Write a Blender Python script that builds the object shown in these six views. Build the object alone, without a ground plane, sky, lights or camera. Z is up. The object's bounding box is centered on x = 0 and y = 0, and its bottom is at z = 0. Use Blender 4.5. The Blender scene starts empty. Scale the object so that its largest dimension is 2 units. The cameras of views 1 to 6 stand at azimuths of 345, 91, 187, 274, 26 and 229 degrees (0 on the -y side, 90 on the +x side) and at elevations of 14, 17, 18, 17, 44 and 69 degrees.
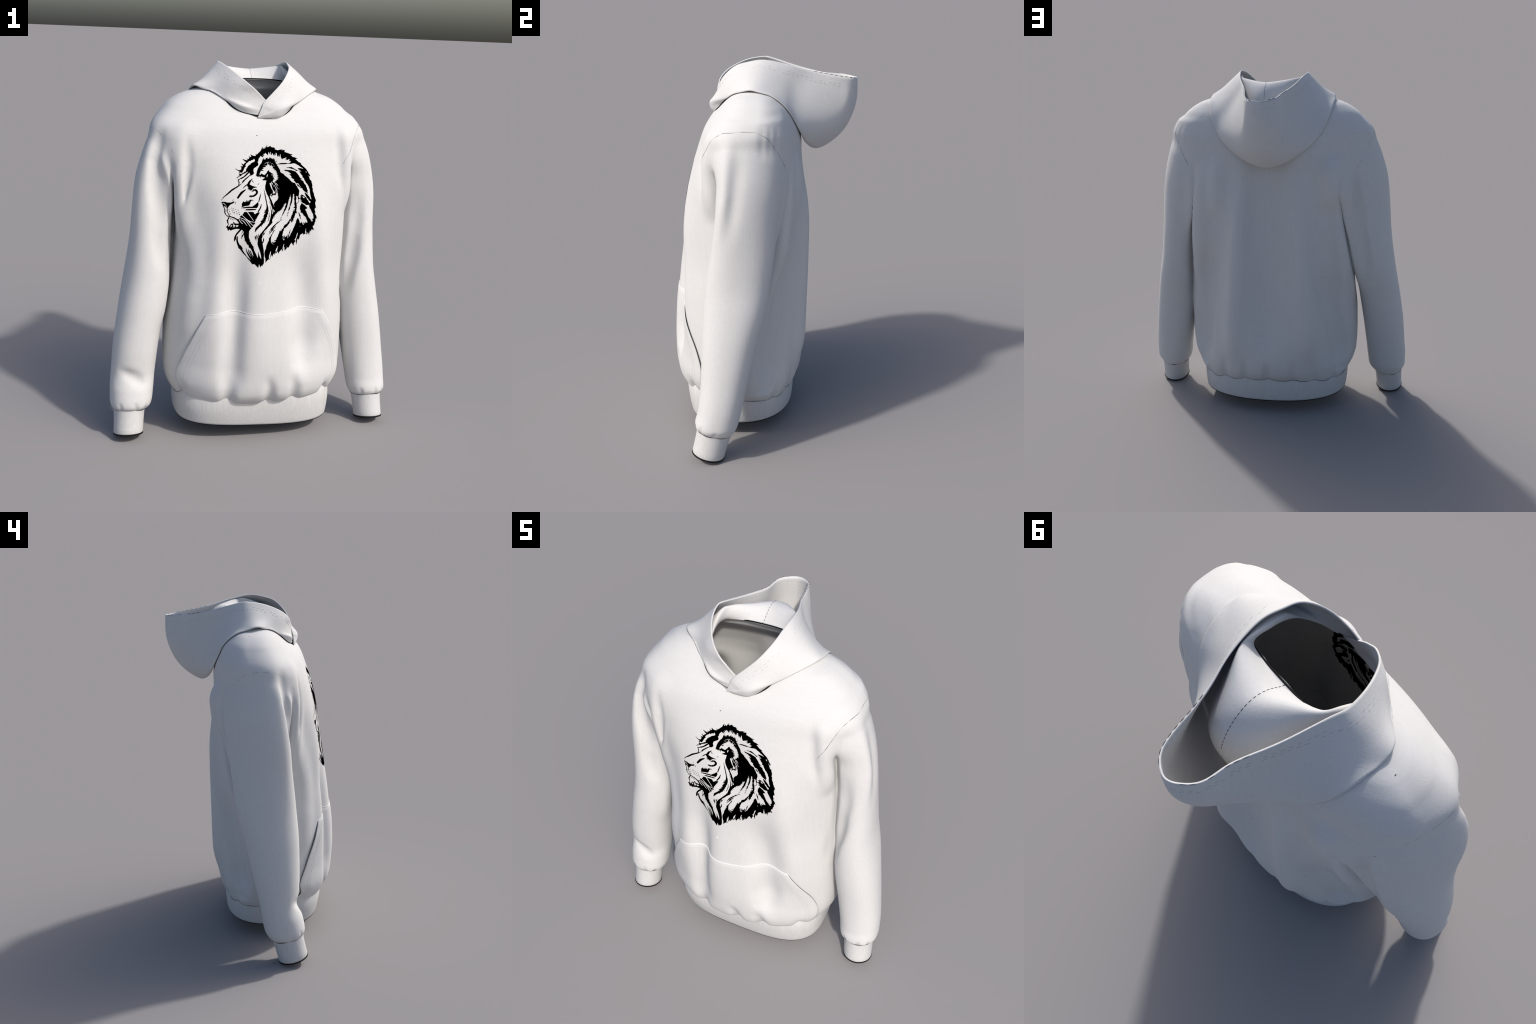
"""White pullover hoodie, hanging as if worn, hood folded back, black lion print."""
import bpy, math
import numpy as np
from mathutils import Vector
from mathutils.bvhtree import BVHTree

rng = np.random.default_rng(7)

# ------------------------------------------------------------------ helpers
def pchip(xs, ys, q):
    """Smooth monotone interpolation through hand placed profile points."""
    xs, ys = np.asarray(xs, float), np.asarray(ys, float)
    if xs[0] > xs[-1]:
        xs, ys = xs[::-1], ys[::-1]
    h = np.diff(xs); d = np.diff(ys) / h
    m = np.zeros_like(ys); m[0], m[-1] = d[0], d[-1]
    ok = d[:-1] * d[1:] > 0
    w1, w2 = 2 * h[1:] + h[:-1], h[1:] + 2 * h[:-1]
    with np.errstate(divide="ignore", invalid="ignore"):
        m[1:-1] = np.where(ok, (w1 + w2) / (w1 / d[:-1] + w2 / d[1:]), 0)
    q = np.clip(q, xs[0], xs[-1])
    i = np.clip(np.searchsorted(xs, q) - 1, 0, len(h) - 1)
    t = (q - xs[i]) / h[i]
    return ((1 + 2 * t) * (1 - t) ** 2 * ys[i] + t * (1 - t) ** 2 * h[i] * m[i]
            + t * t * (3 - 2 * t) * ys[i + 1] + t * t * (t - 1) * h[i] * m[i + 1])


def catmull(ts, pts, q, tension=1.0):
    """Smooth (C1) spline through points at given parameters."""
    ts, pts = np.asarray(ts, float), np.asarray(pts, float)
    h = np.diff(ts)
    d = np.diff(pts, axis=0) / h[:, None]
    m = np.zeros_like(pts)
    m[1:-1] = tension * (d[:-1] * h[1:, None] + d[1:] * h[:-1, None]) / (h[:-1] + h[1:])[:, None]
    m[0], m[-1] = d[0], d[-1]
    q = np.clip(np.asarray(q, float), ts[0], ts[-1])
    i = np.clip(np.searchsorted(ts, q) - 1, 0, len(h) - 1)
    t = ((q - ts[i]) / h[i])[:, None]; hh = h[i][:, None]
    return ((1 + 2 * t) * (1 - t) ** 2 * pts[i] + t * (1 - t) ** 2 * hh * m[i]
            + t * t * (3 - 2 * t) * pts[i + 1] + t * t * (t - 1) * hh * m[i + 1])


def smin(a, b, k):
    h = np.clip(0.5 + 0.5 * (b - a) / k, 0, 1)
    return b + (a - b) * h - k * h * (1 - h)


def smooth01(x, a, b):
    t = np.clip((x - a) / (b - a), 0, 1)
    return t * t * (3 - 2 * t)


def superellipse(dx, dy, a, b, n):
    """Approximate signed distance to |x/a|^n + |y/b|^n = 1."""
    p, q = np.abs(dx / a) + 1e-6, np.abs(dy / b) + 1e-6
    s = p ** n + q ** n
    rho = s ** (1 / n)
    g = rho ** (1 - n) * np.sqrt((p ** (n - 1) / a) ** 2 + (q ** (n - 1) / b) ** 2)
    return (rho - 1) / np.maximum(g, 1e-3)


# ------------------------------------------------------------------ body: profiles read level by level
# torso: z, left, right, front, back, squareness in front, squareness behind
TORSO = np.array([
    [0.19, -0.405, 0.430, -0.395, 0.150, 2.8, 2.8],
    [0.220, -0.430, 0.455, -0.425, 0.176, 2.5, 2.5],
    [0.25, -0.452, 0.480, -0.460, 0.200, 2.3, 2.2],
    [0.29, -0.470, 0.500, -0.482, 0.214, 2.2, 2.1],
    [0.34, -0.482, 0.512, -0.490, 0.222, 2.2, 2.0],
    [0.45, -0.487, 0.520, -0.494, 0.230, 2.1, 1.9],
    [0.60, -0.484, 0.520, -0.486, 0.232, 2.1, 1.9],
    [0.75, -0.470, 0.517, -0.470, 0.232, 2.1, 1.9],
    [0.90, -0.455, 0.515, -0.452, 0.232, 2.1, 1.9],
    [1.25, -0.438, 0.505, -0.412, 0.228, 2.6, 1.95],
    [1.45, -0.450, 0.490, -0.373, 0.226, 3.1, 2.0],
    [1.58, -0.505, 0.525, -0.332, 0.222, 3.0, 2.05],
    [1.66, -0.536, 0.572, -0.300, 0.206, 2.9, 2.1],
    [1.72, -0.512, 0.550, -0.258, 0.184, 2.9, 2.15],
    [1.75, -0.492, 0.512, -0.229, 0.170, 3.0, 2.2],
    [1.78, -0.465, 0.480, -0.203, 0.152, 3.1, 2.2],
    [1.82, -0.405, 0.418, -0.168, 0.116, 3.0, 2.2],
    [1.85, -0.325, 0.335, -0.140, 0.092, 2.6, 2.0],
    [1.88, -0.235, 0.250, -0.110, 0.076, 2.4, 2.4],
    [1.905, -0.180, 0.190, -0.090, 0.054, 2.4, 2.6],
    [1.92, -0.120, 0.125, -0.070, 0.030, 2.0, 2.0],
])
# sleeve: z, inner, outer (distance from the middle), front, back
SLEEVE_R = np.array([
    [0.14, 0.600, 0.758, -0.322, -0.145],
    [0.165, 0.585, 0.772, -0.334, -0.128],
    [0.20, 0.573, 0.785, -0.338, -0.114],
    [0.27, 0.563, 0.783, -0.322, -0.097],
    [0.45, 0.535, 0.766, -0.304, -0.058],
    [0.62, 0.508, 0.745, -0.298, -0.020],
    [0.80, 0.490, 0.717, -0.287, 0.028],
    [0.92, 0.482, 0.697, -0.274, 0.048],
    [1.08, 0.470, 0.682, -0.248, 0.070],
    [1.28, 0.440, 0.665, -0.222, 0.090],
    [1.42, 0.420, 0.645, -0.212, 0.104],
    [1.52, 0.400, 0.622, -0.208, 0.105],
    [1.62, 0.390, 0.588, -0.198, 0.088],
    [1.70, 0.380, 0.520, -0.168, 0.070],
    [1.76, 0.380, 0.430, -0.120, 0.060],
])
SLEEVE_L = np.array([
    [0.14, 0.605, 0.758, -0.322, -0.147],
    [0.165, 0.580, 0.772, -0.336, -0.126],
    [0.20, 0.560, 0.783, -0.338, -0.108],
    [0.27, 0.550, 0.782, -0.325, -0.094],
    [0.36, 0.540, 0.774, -0.300, -0.078],
    [0.50, 0.522, 0.762, -0.306, -0.046],
    [0.70, 0.490, 0.732, -0.302, 0.000],
    [0.90, 0.455, 0.696, -0.284, 0.052],
    [1.10, 0.432, 0.664, -0.266, 0.084],
    [1.26, 0.410, 0.646, -0.254, 0.106],
    [1.40, 0.390, 0.628, -0.240, 0.126],
    [1.52, 0.385, 0.594, -0.225, 0.124],
    [1.62, 0.380, 0.556, -0.190, 0.092],
    [1.70, 0.370, 0.508, -0.160, 0.072],
    [1.76, 0.370, 0.430, -0.120, 0.060],
])

STEP = 0.006
LOW = np.array([-0.84, -0.60, 0.10])
NUM = np.array([281, 152, 312])
AX = [LOW[i] + STEP * np.arange(NUM[i]) for i in range(3)]
GX, GY = AX[0][:, None, None].astype(np.float32), AX[1][None, :, None].astype(np.float32)
GZ = AX[2][None, None, :].astype(np.float32)


def level(table, col):
    return pchip(table[:, 0], table[:, col], AX[2])[None, None, :].astype(np.float32)


def torso_field():
    l, r, f, b, nf, nb = [level(TORSO, i) for i in range(1, 7)]
    cx, cy = (l + r) / 2, (f + b) / 2 + 0.01
    dx, dy = GX - cx, GY - cy
    a = (r - l) / 2
    d = np.where(dy < 0, cy - f, b - cy)
    body = superellipse(dx + 0 * dy, dy + 0 * dx, a, d, np.where(dy < 0, nf, nb))
    return np.maximum(body, np.maximum(0.19 - GZ, GZ - 1.92))


def sleeve_field(table, side):
    i, o, f, b = [level(table, k) for k in range(1, 5)]
    c, a = side * (i + o) / 2, (o - i) / 2
    cy, d = (f + b) / 2, (b - f) / 2
    lean = (0.24 if side > 0 else 0.27) * smooth01(GZ, 0.75, 1.35)                # upper arm is fuller in front than behind
    c = c - side * lean * (GY - cy)
    s = superellipse(GX - c + 0 * GY, GY - cy + 0 * GX, a, d, np.float32(2.2))
    cap = (0.150 - 0.25 * (GY + 0.24)) - GZ            # slanted lower end, square to the forearm
    s = -smin(-s, -(cap + 0 * GX), 0.03)
    return -smin(-s, 1.72 - GZ, 0.07)


# folds: way points, width, height (+ ridge, - valley), in metres
FOLDS = []


def fold(width, height, *pts, ends=(0.4, 0.6)):
    FOLDS.append((width, height, np.array(pts, float), ends))


def add_folds(F):
    for width, height, pts, ends in FOLDS:
        lo, hi = pts.min(0) - 2.6 * width, pts.max(0) + 2.6 * width
        sl = tuple(slice(max(0, int((lo[k] - LOW[k]) / STEP)), max(0, int((hi[k] - LOW[k]) / STEP) + 1)) for k in range(3))
        x, y, z = GX[sl[0]], GY[:, sl[1]], GZ[:, :, sl[2]]
        seg = np.linalg.norm(np.diff(pts, axis=0), axis=1)
        tot, run = seg.sum(), 0.0
        best = np.full((x.shape[0], y.shape[1], z.shape[2]), 9.0, np.float32)
        along = np.zeros_like(best)
        for k in range(len(seg)):
            p, d = pts[k], pts[k + 1] - pts[k]
            t = np.clip(((x - p[0]) * d[0] + (y - p[1]) * d[1] + (z - p[2]) * d[2]) / seg[k] ** 2, 0, 1)
            q = (x - p[0] - t * d[0]) ** 2 + (y - p[1] - t * d[1]) ** 2 + (z - p[2] - t * d[2]) ** 2
            near = q < best
            best = np.where(near, q, best)
            along = np.where(near, (run + t * seg[k]) / tot, along)
            run += seg[k]
        taper = smooth01(along, -0.001, max(ends[0], 1e-3)) * (1 - smooth01(along, min(ends[1], 0.999), 1.001))
        F[sl] -= height * taper * np.exp(-best / (width * width))
    return F




# back: two long crests with a deep hollow along the spine, flanks falling away below, full sides above
fold(.080, -.088, (.02, .18, 1.80), (.02, .24, 1.60), (.03, .24, 1.1), (.02, .24, .6), (.0, .22, .33), ends=(.2, .75))
fold(.065, .046, (.15, .24, 1.58), (.19, .24, 1.1), (.23, .22, .6), (.23, .20, .28), ends=(.35, .8))
fold(.062, .048, (-.17, .23, 1.55), (-.18, .23, 1.0), (-.21, .21, .56), (-.21, .20, .28), ends=(.35, .8))
fold(.060, -.075, (.33, .16, 1.1), (.37, .12, .85), (.42, .07, .5), (.42, .05, .27), ends=(.4, .8))
fold(.055, -.068, (-.28, .15, .95), (-.33, .11, .7), (-.38, .08, .5), (-.40, .05, .27), ends=(.4, .8))
fold(.070, .055, (.40, .10, 1.72), (.41, .11, 1.45), (.42, .10, 1.15), (.43, .08, .88))
fold(.070, .065, (-.37, .10, 1.62), (-.42, .06, 1.35), (-.45, .0, 1.05), (-.46, -.03, .60))
fold(.060, .022, (-.28, .16, 1.55), (-.28, .15, 1.2), (-.29, .14, .92))
fold(.055, .030, (.35, .17, 1.60), (.38, .15, 1.5), (.43, .11, 1.1), (.44, .08, .85))
fold(.058, .048, (-.34, .15, 1.62), (-.36, .13, 1.5), (-.38, .10, 1.1), (-.43, .04, .70))
fold(.018, -.028, (.425, .12, 1.43), (.445, .09, 1.33), (.455, .07, 1.18))
fold(.030, -.022, (-.45, .13, 1.56), (-.462, .11, 1.42), (-.472, .09, 1.25), (-.478, .05, 1.02), ends=(.3, .5))
fold(.072, .082, (-.33, .19, 1.60), (-.34, .19, 1.44), (-.35, .16, 1.22))
fold(.062, .038, (.30, .20, 1.60), (.31, .20, 1.42), (.33, .18, 1.15))
fold(.060, -.030, (.43, .04, .66), (.45, .02, .42), (.43, .03, .24), ends=(.4, .9))
fold(.050, -.020, (-.40, .06, .52), (-.41, .04, .36), (-.40, .05, .24), ends=(.4, .9))
fold(.042, .030, (-.355, .15, 1.38), (-.38, .13, 1.15), (-.41, .09, .92), (-.44, .04, .66))
fold(.026, -.036, (-.455, .13, 1.50), (-.475, .12, 1.31), (-.52, .075, 1.0), (-.545, .04, .78))
fold(.042, .026, (.425, .12, 1.15), (.45, .07, .93), (.465, .03, .74))
# chest and belly: soft folds that fan out downwards from the chest
fold(.085, -.018, (.02, -.37, 1.62), (.03, -.38, 1.38), (.03, -.42, 1.12))
fold(.056, -.042, (-.12, -.41, 1.20), (-.15, -.42, .95), (-.16, -.43, .65), (-.17, -.45, .45), (-.17, -.46, .25), ends=(.5, .8))
fold(.065, .026, (-.21, -.37, 1.42), (-.24, -.39, 1.1), (-.26, -.41, .8), (-.30, -.41, .42))
fold(.070, .030, (-.35, -.31, 1.25), (-.35, -.33, .88), (-.40, -.32, .50))
fold(.060, .028, (-.43, -.25, 1.60), (-.42, -.27, 1.3), (-.40, -.29, .95))
fold(.070, -.046, (.16, -.42, 1.15), (.20, -.43, .85), (.22, -.44, .58), (.23, -.44, .38), ends=(.5, .75))
fold(.070, .024, (.20, -.37, 1.50), (.27, -.38, 1.30), (.31, -.39, 1.05), (.36, -.38, .75), (.40, -.36, .40))
fold(.055, -.026, (.21, -.44, .70), (.22, -.46, .50), (.22, -.46, .33))
fold(.080, .012, (-.03, -.44, 1.2), (-.04, -.47, .75), (-.03, -.5, .30))
# cloth bridging the armpits in front
fold(.080, .026, (-.38, -.27, 1.74), (-.45, -.25, 1.58), (-.51, -.22, 1.36))
fold(.070, .022, (.40, -.26, 1.72), (.48, -.24, 1.58), (.55, -.20, 1.40))
fold(.055, .052, (-.45, -.24, 1.66), (-.44, -.26, 1.45), (-.41, -.24, 1.22), (-.42, -.22, 1.05))
fold(.050, .055, (.46, -.25, 1.68), (.46, -.26, 1.45), (.48, -.24, 1.2))
fold(.020, -.034, (-.40, -.29, 1.68), (-.395, -.31, 1.48), (-.405, -.28, 1.3), (-.43, -.22, 1.05))
fold(.030, -.020, (.40, -.26, 1.72), (.42, -.30, 1.5), (.445, -.28, 1.26))
# upper arms and sleeves
fold(.030, -.026, (-.51, -.25, 1.36), (-.535, -.26, 1.13), (-.52, -.26, .90))
fold(.030, -.026, (.57, -.22, 1.36), (.56, -.23, 1.15), (.53, -.23, .82))
fold(.030, -.036, (-.51, -.19, 1.70), (-.55, -.22, 1.5), (-.55, -.24, 1.38), (-.527, -.26, 1.12))
fold(.038, -.010, (.575, -.10, 1.70), (.63, -.10, 1.54), (.66, -.12, 1.4), (.67, -.16, 1.1))
fold(.030, .014, (.56, -.14, 1.70), (.61, -.16, 1.55), (.655, -.17, 1.38), (.65, -.21, 1.1))
fold(.035, -.028, (.57, -.25, 1.10), (.52, -.24, .88), (.49, -.24, .70))
fold(.045, .018, (-.48, -.19, .98), (-.50, -.22, .78), (-.53, -.24, .58))
fold(.030, -.016, (-.75, -.25, .40), (-.66, -.305, .355), (-.59, -.29, .28))
for x, y, w in ((.565, .01, .02), (.55, .05, .018), (.525, .085, .022), (.53, -.20, .018), (-.50, -.13, .018), (-.475, -.165, .016), (-.53, .05, .02)):
    fold(w, -.004, (x - .03 * np.sign(x), y, 1.73), (x, y, 1.66), (x + .025 * np.sign(x), y + .005, 1.54))
# cloth gathered into the hem: pinches between puffs
for x, y, deep, wide, top in ((-.185, -.455, .050, .030, .50), (.038, -.475, .042, .026, .42), (.178, -.465, .048, .026, .42), (-.395, -.31, .03, .022, .36), (.36, -.36, .035, .024, .36)):
    fold(wide, -deep, (x - .02, y - .02, top), (x, y - .005, .31), (x, y + .015, .25), (x, y + .045, .20), ends=(.8, .999))
for x, y in ((.021, .20), (-.129, .195), (-.254, .165), (-.36, .10), (.16, .19), (.29, .155), (.40, .09)):
    fold(.022, -.026, (x, y + .025, .38), (x, y + .01, .27), (x, y - .02, .19), ends=(.75, .999))
# cloth gathered into the cuffs
for side in (1, -1):
    for k in range(9):
        t = 2 * np.pi * (k + .3 * math.sin(3.1 * k)) / 9
        p = np.array([side * .68 + .105 * math.cos(t), -.228 + .11 * math.sin(t), .0])
        zc = .150 - .25 * (p[1] + .24)
        fold(.011, -.008, (p[0], p[1], zc + .055), (p[0], p[1], zc), ends=(.6, .999))



def body_field():
    T = torso_field()
    k = (0.004 + 0.075 * smooth01(GZ, 1.28, 1.66)).astype(np.float32)
    R, L = sleeve_field(SLEEVE_R, 1), sleeve_field(SLEEVE_L, -1)
    F = smin(smin(T, R, k), L, k).astype(np.float32)
    g = np.gradient(F, STEP)
    G = np.sqrt(g[0] ** 2 + g[1] ** 2 + g[2] ** 2)
    F = F / np.clip(G, 0.6, 3.0)
    F = add_folds(F)
    # keep the pinched line where each sleeve lies against the body
    reach = smooth01(GZ, 0.55, 0.8) * (1 - smooth01(GZ, 1.40, 1.56))
    for S in (R, L):
        F += (reach * 0.013 * np.exp(-((T - S) / 0.016) ** 2) * np.exp(-(np.minimum(T, S) / 0.05) ** 2)).astype(np.float32)
    return F


def sample(A, P):
    """Trilinear look-up of a grid at points."""
    q = (P - LOW) / STEP
    i = np.clip(np.floor(q).astype(int), 0, NUM - 2)
    t = np.clip(q - i, 0, 1)
    out = 0
    for a in (0, 1):
        for b in (0, 1):
            for c in (0, 1):
                w = (t[:, 0] if a else 1 - t[:, 0]) * (t[:, 1] if b else 1 - t[:, 1]) * (t[:, 2] if c else 1 - t[:, 2])
                out = out + w * A[i[:, 0] + a, i[:, 1] + b, i[:, 2] + c]
    return out


def gradient(A, P, e=0.007):
    g = np.stack([sample(A, P + e * np.eye(3)[k]) - sample(A, P - e * np.eye(3)[k]) for k in range(3)], 1)
    return g / np.maximum(np.linalg.norm(g, axis=1, keepdims=True), 1e-9)


def surface_net(F):
    """Quad mesh of the zero level of a sampled field."""
    S = F < 0
    cnt = sum(S[a:NUM[0] - 1 + a, b:NUM[1] - 1 + b, c:NUM[2] - 1 + c].astype(np.int8) for a in (0, 1) for b in (0, 1) for c in (0, 1))
    cells = np.argwhere((cnt > 0) & (cnt < 8))
    ids = np.full(NUM - 1, -1, np.int64)
    ids[tuple(cells.T)] = np.arange(len(cells))
    corners = [(a, b, c) for a in (0, 1) for b in (0, 1) for c in (0, 1)]
    val = {k: F[cells[:, 0] + k[0], cells[:, 1] + k[1], cells[:, 2] + k[2]] for k in corners}
    acc, num = np.zeros((len(cells), 3)), np.zeros(len(cells))
    for p in corners:
        for ax in range(3):
            if p[ax] == 0:
                q = tuple(1 if i == ax else p[i] for i in range(3))
                cross = (val[p] < 0) != (val[q] < 0)
                t = np.where(cross, val[p] / np.where(val[p] == val[q], 1, val[p] - val[q]), 0)
                pos = np.array(p, float)[None, :].repeat(len(cells), 0)
                pos[:, ax] = t
                acc += pos * cross[:, None]; num += cross
    V = LOW + STEP * (cells + acc / num[:, None])
    quads = []
    for ax in range(3):
        u, v = (ax + 1) % 3, (ax + 2) % 3
        n = list(NUM); n[ax] -= 1
        A = S[tuple(slice(0, n[i]) for i in range(3))]
        B = S[tuple(slice(1, None) if i == ax else slice(0, n[i]) for i in range(3))]
        e = np.argwhere(A != B)
        e = e[(e[:, u] > 0) & (e[:, v] > 0) & (e[:, u] < NUM[u] - 1) & (e[:, v] < NUM[v] - 1)]
        inside = A[tuple(e.T)]
        ring = []
        for du, dv in ((-1, -1), (0, -1), (0, 0), (-1, 0)):
            c = e.copy(); c[:, u] += du; c[:, v] += dv
            ring.append(ids[tuple(c.T)])
        ring = np.stack(ring, 1)
        ring[~inside] = ring[~inside][:, ::-1]
        quads.append(ring)
    return V, np.vstack(quads)


def clip_mesh(V, T, g, keep=-1):
    """Cut triangles at g = 0; keep the side with sign `keep`. Border points sit exactly on the cut."""
    g = np.where(np.abs(g) < 1e-7, 1e-7, g) * (1 if keep > 0 else -1)
    pos = g[T] > 0
    n = pos.sum(1)
    edges, newv, base = {}, [], len(V)

    def cut(i, j):
        key = (i, j) if i < j else (j, i)
        if key not in edges:
            t = g[key[0]] / (g[key[0]] - g[key[1]])
            edges[key] = base + len(newv)
            newv.append(V[key[0]] + t * (V[key[1]] - V[key[0]]))
        return edges[key]

    out = [T[n == 3]]
    extra = []
    for tri, p in zip(T[(n == 1) | (n == 2)], pos[(n == 1) | (n == 2)]):
        if p.sum() == 1:
            k = int(np.argmax(p)); a, b, c = int(tri[k]), int(tri[(k + 1) % 3]), int(tri[(k + 2) % 3])
            extra.append((a, cut(a, b), cut(a, c)))
        else:
            k = int(np.argmin(p)); a, b, c = int(tri[k]), int(tri[(k + 1) % 3]), int(tri[(k + 2) % 3])
            x, y = cut(a, b), cut(a, c)
            extra.append((x, b, c)); extra.append((x, c, y))
    if extra:
        out.append(np.array(extra))
        V = np.vstack([V, np.array(newv)])
    T = np.vstack(out)
    used, inv = np.unique(T, return_inverse=True)
    return V[used], inv.reshape(T.shape)


# ------------------------------------------------------------------ objects
ROOT = bpy.data.objects.new("hoodie", None)
bpy.context.collection.objects.link(ROOT)
ROOT["label"] = "white pullover hoodie with black lion head print"
ROOT["category"] = "hoodie"


def make(name, V, faces, material, parent=None, normals=None, smooth=True):
    me = bpy.data.meshes.new(name)
    me.from_pydata([tuple(p) for p in np.asarray(V, float)], [], [tuple(int(i) for i in f) for f in faces])
    me.validate(); me.update()
    if smooth:
        me.polygons.foreach_set("use_smooth", [True] * len(me.polygons))
    me.materials.append(material)
    if normals is not None and len(normals) == len(me.vertices):
        me.normals_split_custom_set_from_vertices([tuple(n) for n in normals])
    ob = bpy.data.objects.new(name, me)
    bpy.context.collection.objects.link(ob)
    ob.parent = parent or ROOT
    return ob


def grid_faces(nu, nv, closed=False):
    f = []
    for i in range(nu if closed else nu - 1):
        for j in range(nv - 1):
            a, b = i * nv + j, ((i + 1) % nu) * nv + j
            f.append((a, b, b + 1, a + 1))
    return f


def tube(name, pts, radius, material, parent=None, sides=8, closed=False):
    pts = np.asarray(pts, float)
    if closed:
        tan = np.roll(pts, -1, 0) - np.roll(pts, 1, 0)
    else:
        tan = np.gradient(pts, axis=0)
    tan /= np.maximum(np.linalg.norm(tan, axis=1, keepdims=True), 1e-9)
    up = np.array([0.13, 0.21, 0.97])
    a = np.cross(tan, up); a /= np.maximum(np.linalg.norm(a, axis=1, keepdims=True), 1e-9)
    b = np.cross(a, tan)
    r = np.broadcast_to(np.asarray(radius, float), (len(pts),))
    th = np.linspace(0, 2 * np.pi, sides, endpoint=False)
    V = pts[:, None] + r[:, None, None] * (np.cos(th)[None, :, None] * a[:, None] + np.sin(th)[None, :, None] * b[:, None])
    f = []
    n = len(pts)
    for i in range(n if closed else n - 1):
        for j in range(sides):
            k, i2 = (j + 1) % sides, (i + 1) % n
            f.append((i * sides + j, i * sides + k, i2 * sides + k, i2 * sides + j))
    return make(name, V.reshape(-1, 3), f, material, parent)


# ------------------------------------------------------------------ materials
def fabric(name, colour, weave=0.0012, ribs=0.0, mottling=0.10, rib_axis=None):
    m = bpy.data.materials.new(name); m.use_nodes = True
    N, L = m.node_tree.nodes, m.node_tree.links
    bsdf = N["Principled BSDF"]
    bsdf.inputs["Roughness"].default_value = 0.85
    bsdf.inputs["Specular IOR Level"].default_value = 0.25
    tc = N.new("ShaderNodeTexCoord")

    def noise(scale, stretch, detail=3.0):
        mp = N.new("ShaderNodeMapping"); mp.inputs["Scale"].default_value = stretch
        L.new(tc.outputs["Object"], mp.inputs["Vector"])
        n = N.new("ShaderNodeTexNoise"); n.inputs["Scale"].default_value = scale
        n.inputs["Detail"].default_value = detail
        L.new(mp.outputs["Vector"], n.inputs["Vector"])
        return n.outputs["Fac"]

    def math_node(op, a, b):
        n = N.new("ShaderNodeMath"); n.operation = op
        for k, v in ((0, a), (1, b)):
            if isinstance(v, (int, float)):
                n.inputs[k].default_value = v
            else:
                L.new(v, n.inputs[k])
        return n.outputs[0]

    warp = noise(1.0, (230, 230, 1.2) if ribs else (190, 190, 8))      # long vertical threads
    weft = noise(1.0, (16, 16, 230))      # short cross threads
    both = math_node("ADD", warp, math_node("ADD", math_node("MULTIPLY", weft, 0.0 if ribs else 0.55), 0.5 if ribs else 0.22))
    ramp = N.new("ShaderNodeMapRange")
    ramp.inputs["From Min"].default_value, ramp.inputs["From Max"].default_value = 0.6, 1.4
    ramp.inputs["To Min"].default_value, ramp.inputs["To Max"].default_value = 1 - mottling, 1.0
    L.new(both, ramp.inputs["Value"])
    mix = N.new("ShaderNodeMix"); mix.data_type = "RGBA"; mix.blend_type = "MULTIPLY"
    mix.inputs["Factor"].default_value = 1.0
    mix.inputs["A"].default_value = (*colour, 1)
    grey = N.new("ShaderNodeCombineColor")
    for k in range(3):
        L.new(ramp.outputs["Result"], grey.inputs[k])
    L.new(grey.outputs[0], mix.inputs["B"])
    L.new(mix.outputs["Result"], bsdf.inputs["Base Color"])
    bump = N.new("ShaderNodeBump"); bump.inputs["Distance"].default_value = weave
    bump.inputs["Strength"].default_value = 0.35
    height = both
    if ribs:
        height = math_node("ADD", both, math_node("MULTIPLY", noise(1.0, (420, 420, 1), 0.5), ribs))
    L.new(height, bump.inputs["Height"])
    L.new(bump.outputs["Normal"], bsdf.inputs["Normal"])
    return m


def plain(name, colour, rough=0.8):
    m = bpy.data.materials.new(name); m.use_nodes = True
    b = m.node_tree.nodes["Principled BSDF"]
    tc = m.node_tree.nodes.new("ShaderNodeTexCoord")
    n = m.node_tree.nodes.new("ShaderNodeTexNoise"); n.inputs["Scale"].default_value = 300
    r = m.node_tree.nodes.new("ShaderNodeValToRGB")
    r.color_ramp.elements[0].color = (*[c * 0.85 for c in colour], 1)
    r.color_ramp.elements[1].color = (*colour, 1)
    m.node_tree.links.new(tc.outputs["Object"], n.inputs["Vector"])
    m.node_tree.links.new(n.outputs["Fac"], r.inputs["Fac"])
    m.node_tree.links.new(r.outputs["Color"], b.inputs["Base Color"])
    b.inputs["Roughness"].default_value = rough
    b.inputs["Specular IOR Level"].default_value = 0.2
    return m


WHITE = (0.60, 0.60, 0.60)
M_CLOTH = fabric("white_fleece", WHITE)
M_RIB = fabric("white_ribbing", WHITE, ribs=1.6, mottling=0.24)
M_BLACK = plain("black_binding", (0.006, 0.006, 0.006))
M_SEAM = plain("dark_seam_thread", (0.06, 0.06, 0.065))  # dark grey thread colour for seams
M_STITCH = plain("grey_stitching", (0.42, 0.42, 0.44))
M_PIPE = plain("white_piping", (0.9, 0.9, 0.9))
M_SPECK = plain("grey_artifact_speck", (0.10, 0.11, 0.14))  # dark tone of the copied artifact specks
M_INK = plain("black_ink", (0.005, 0.005, 0.005))

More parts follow.
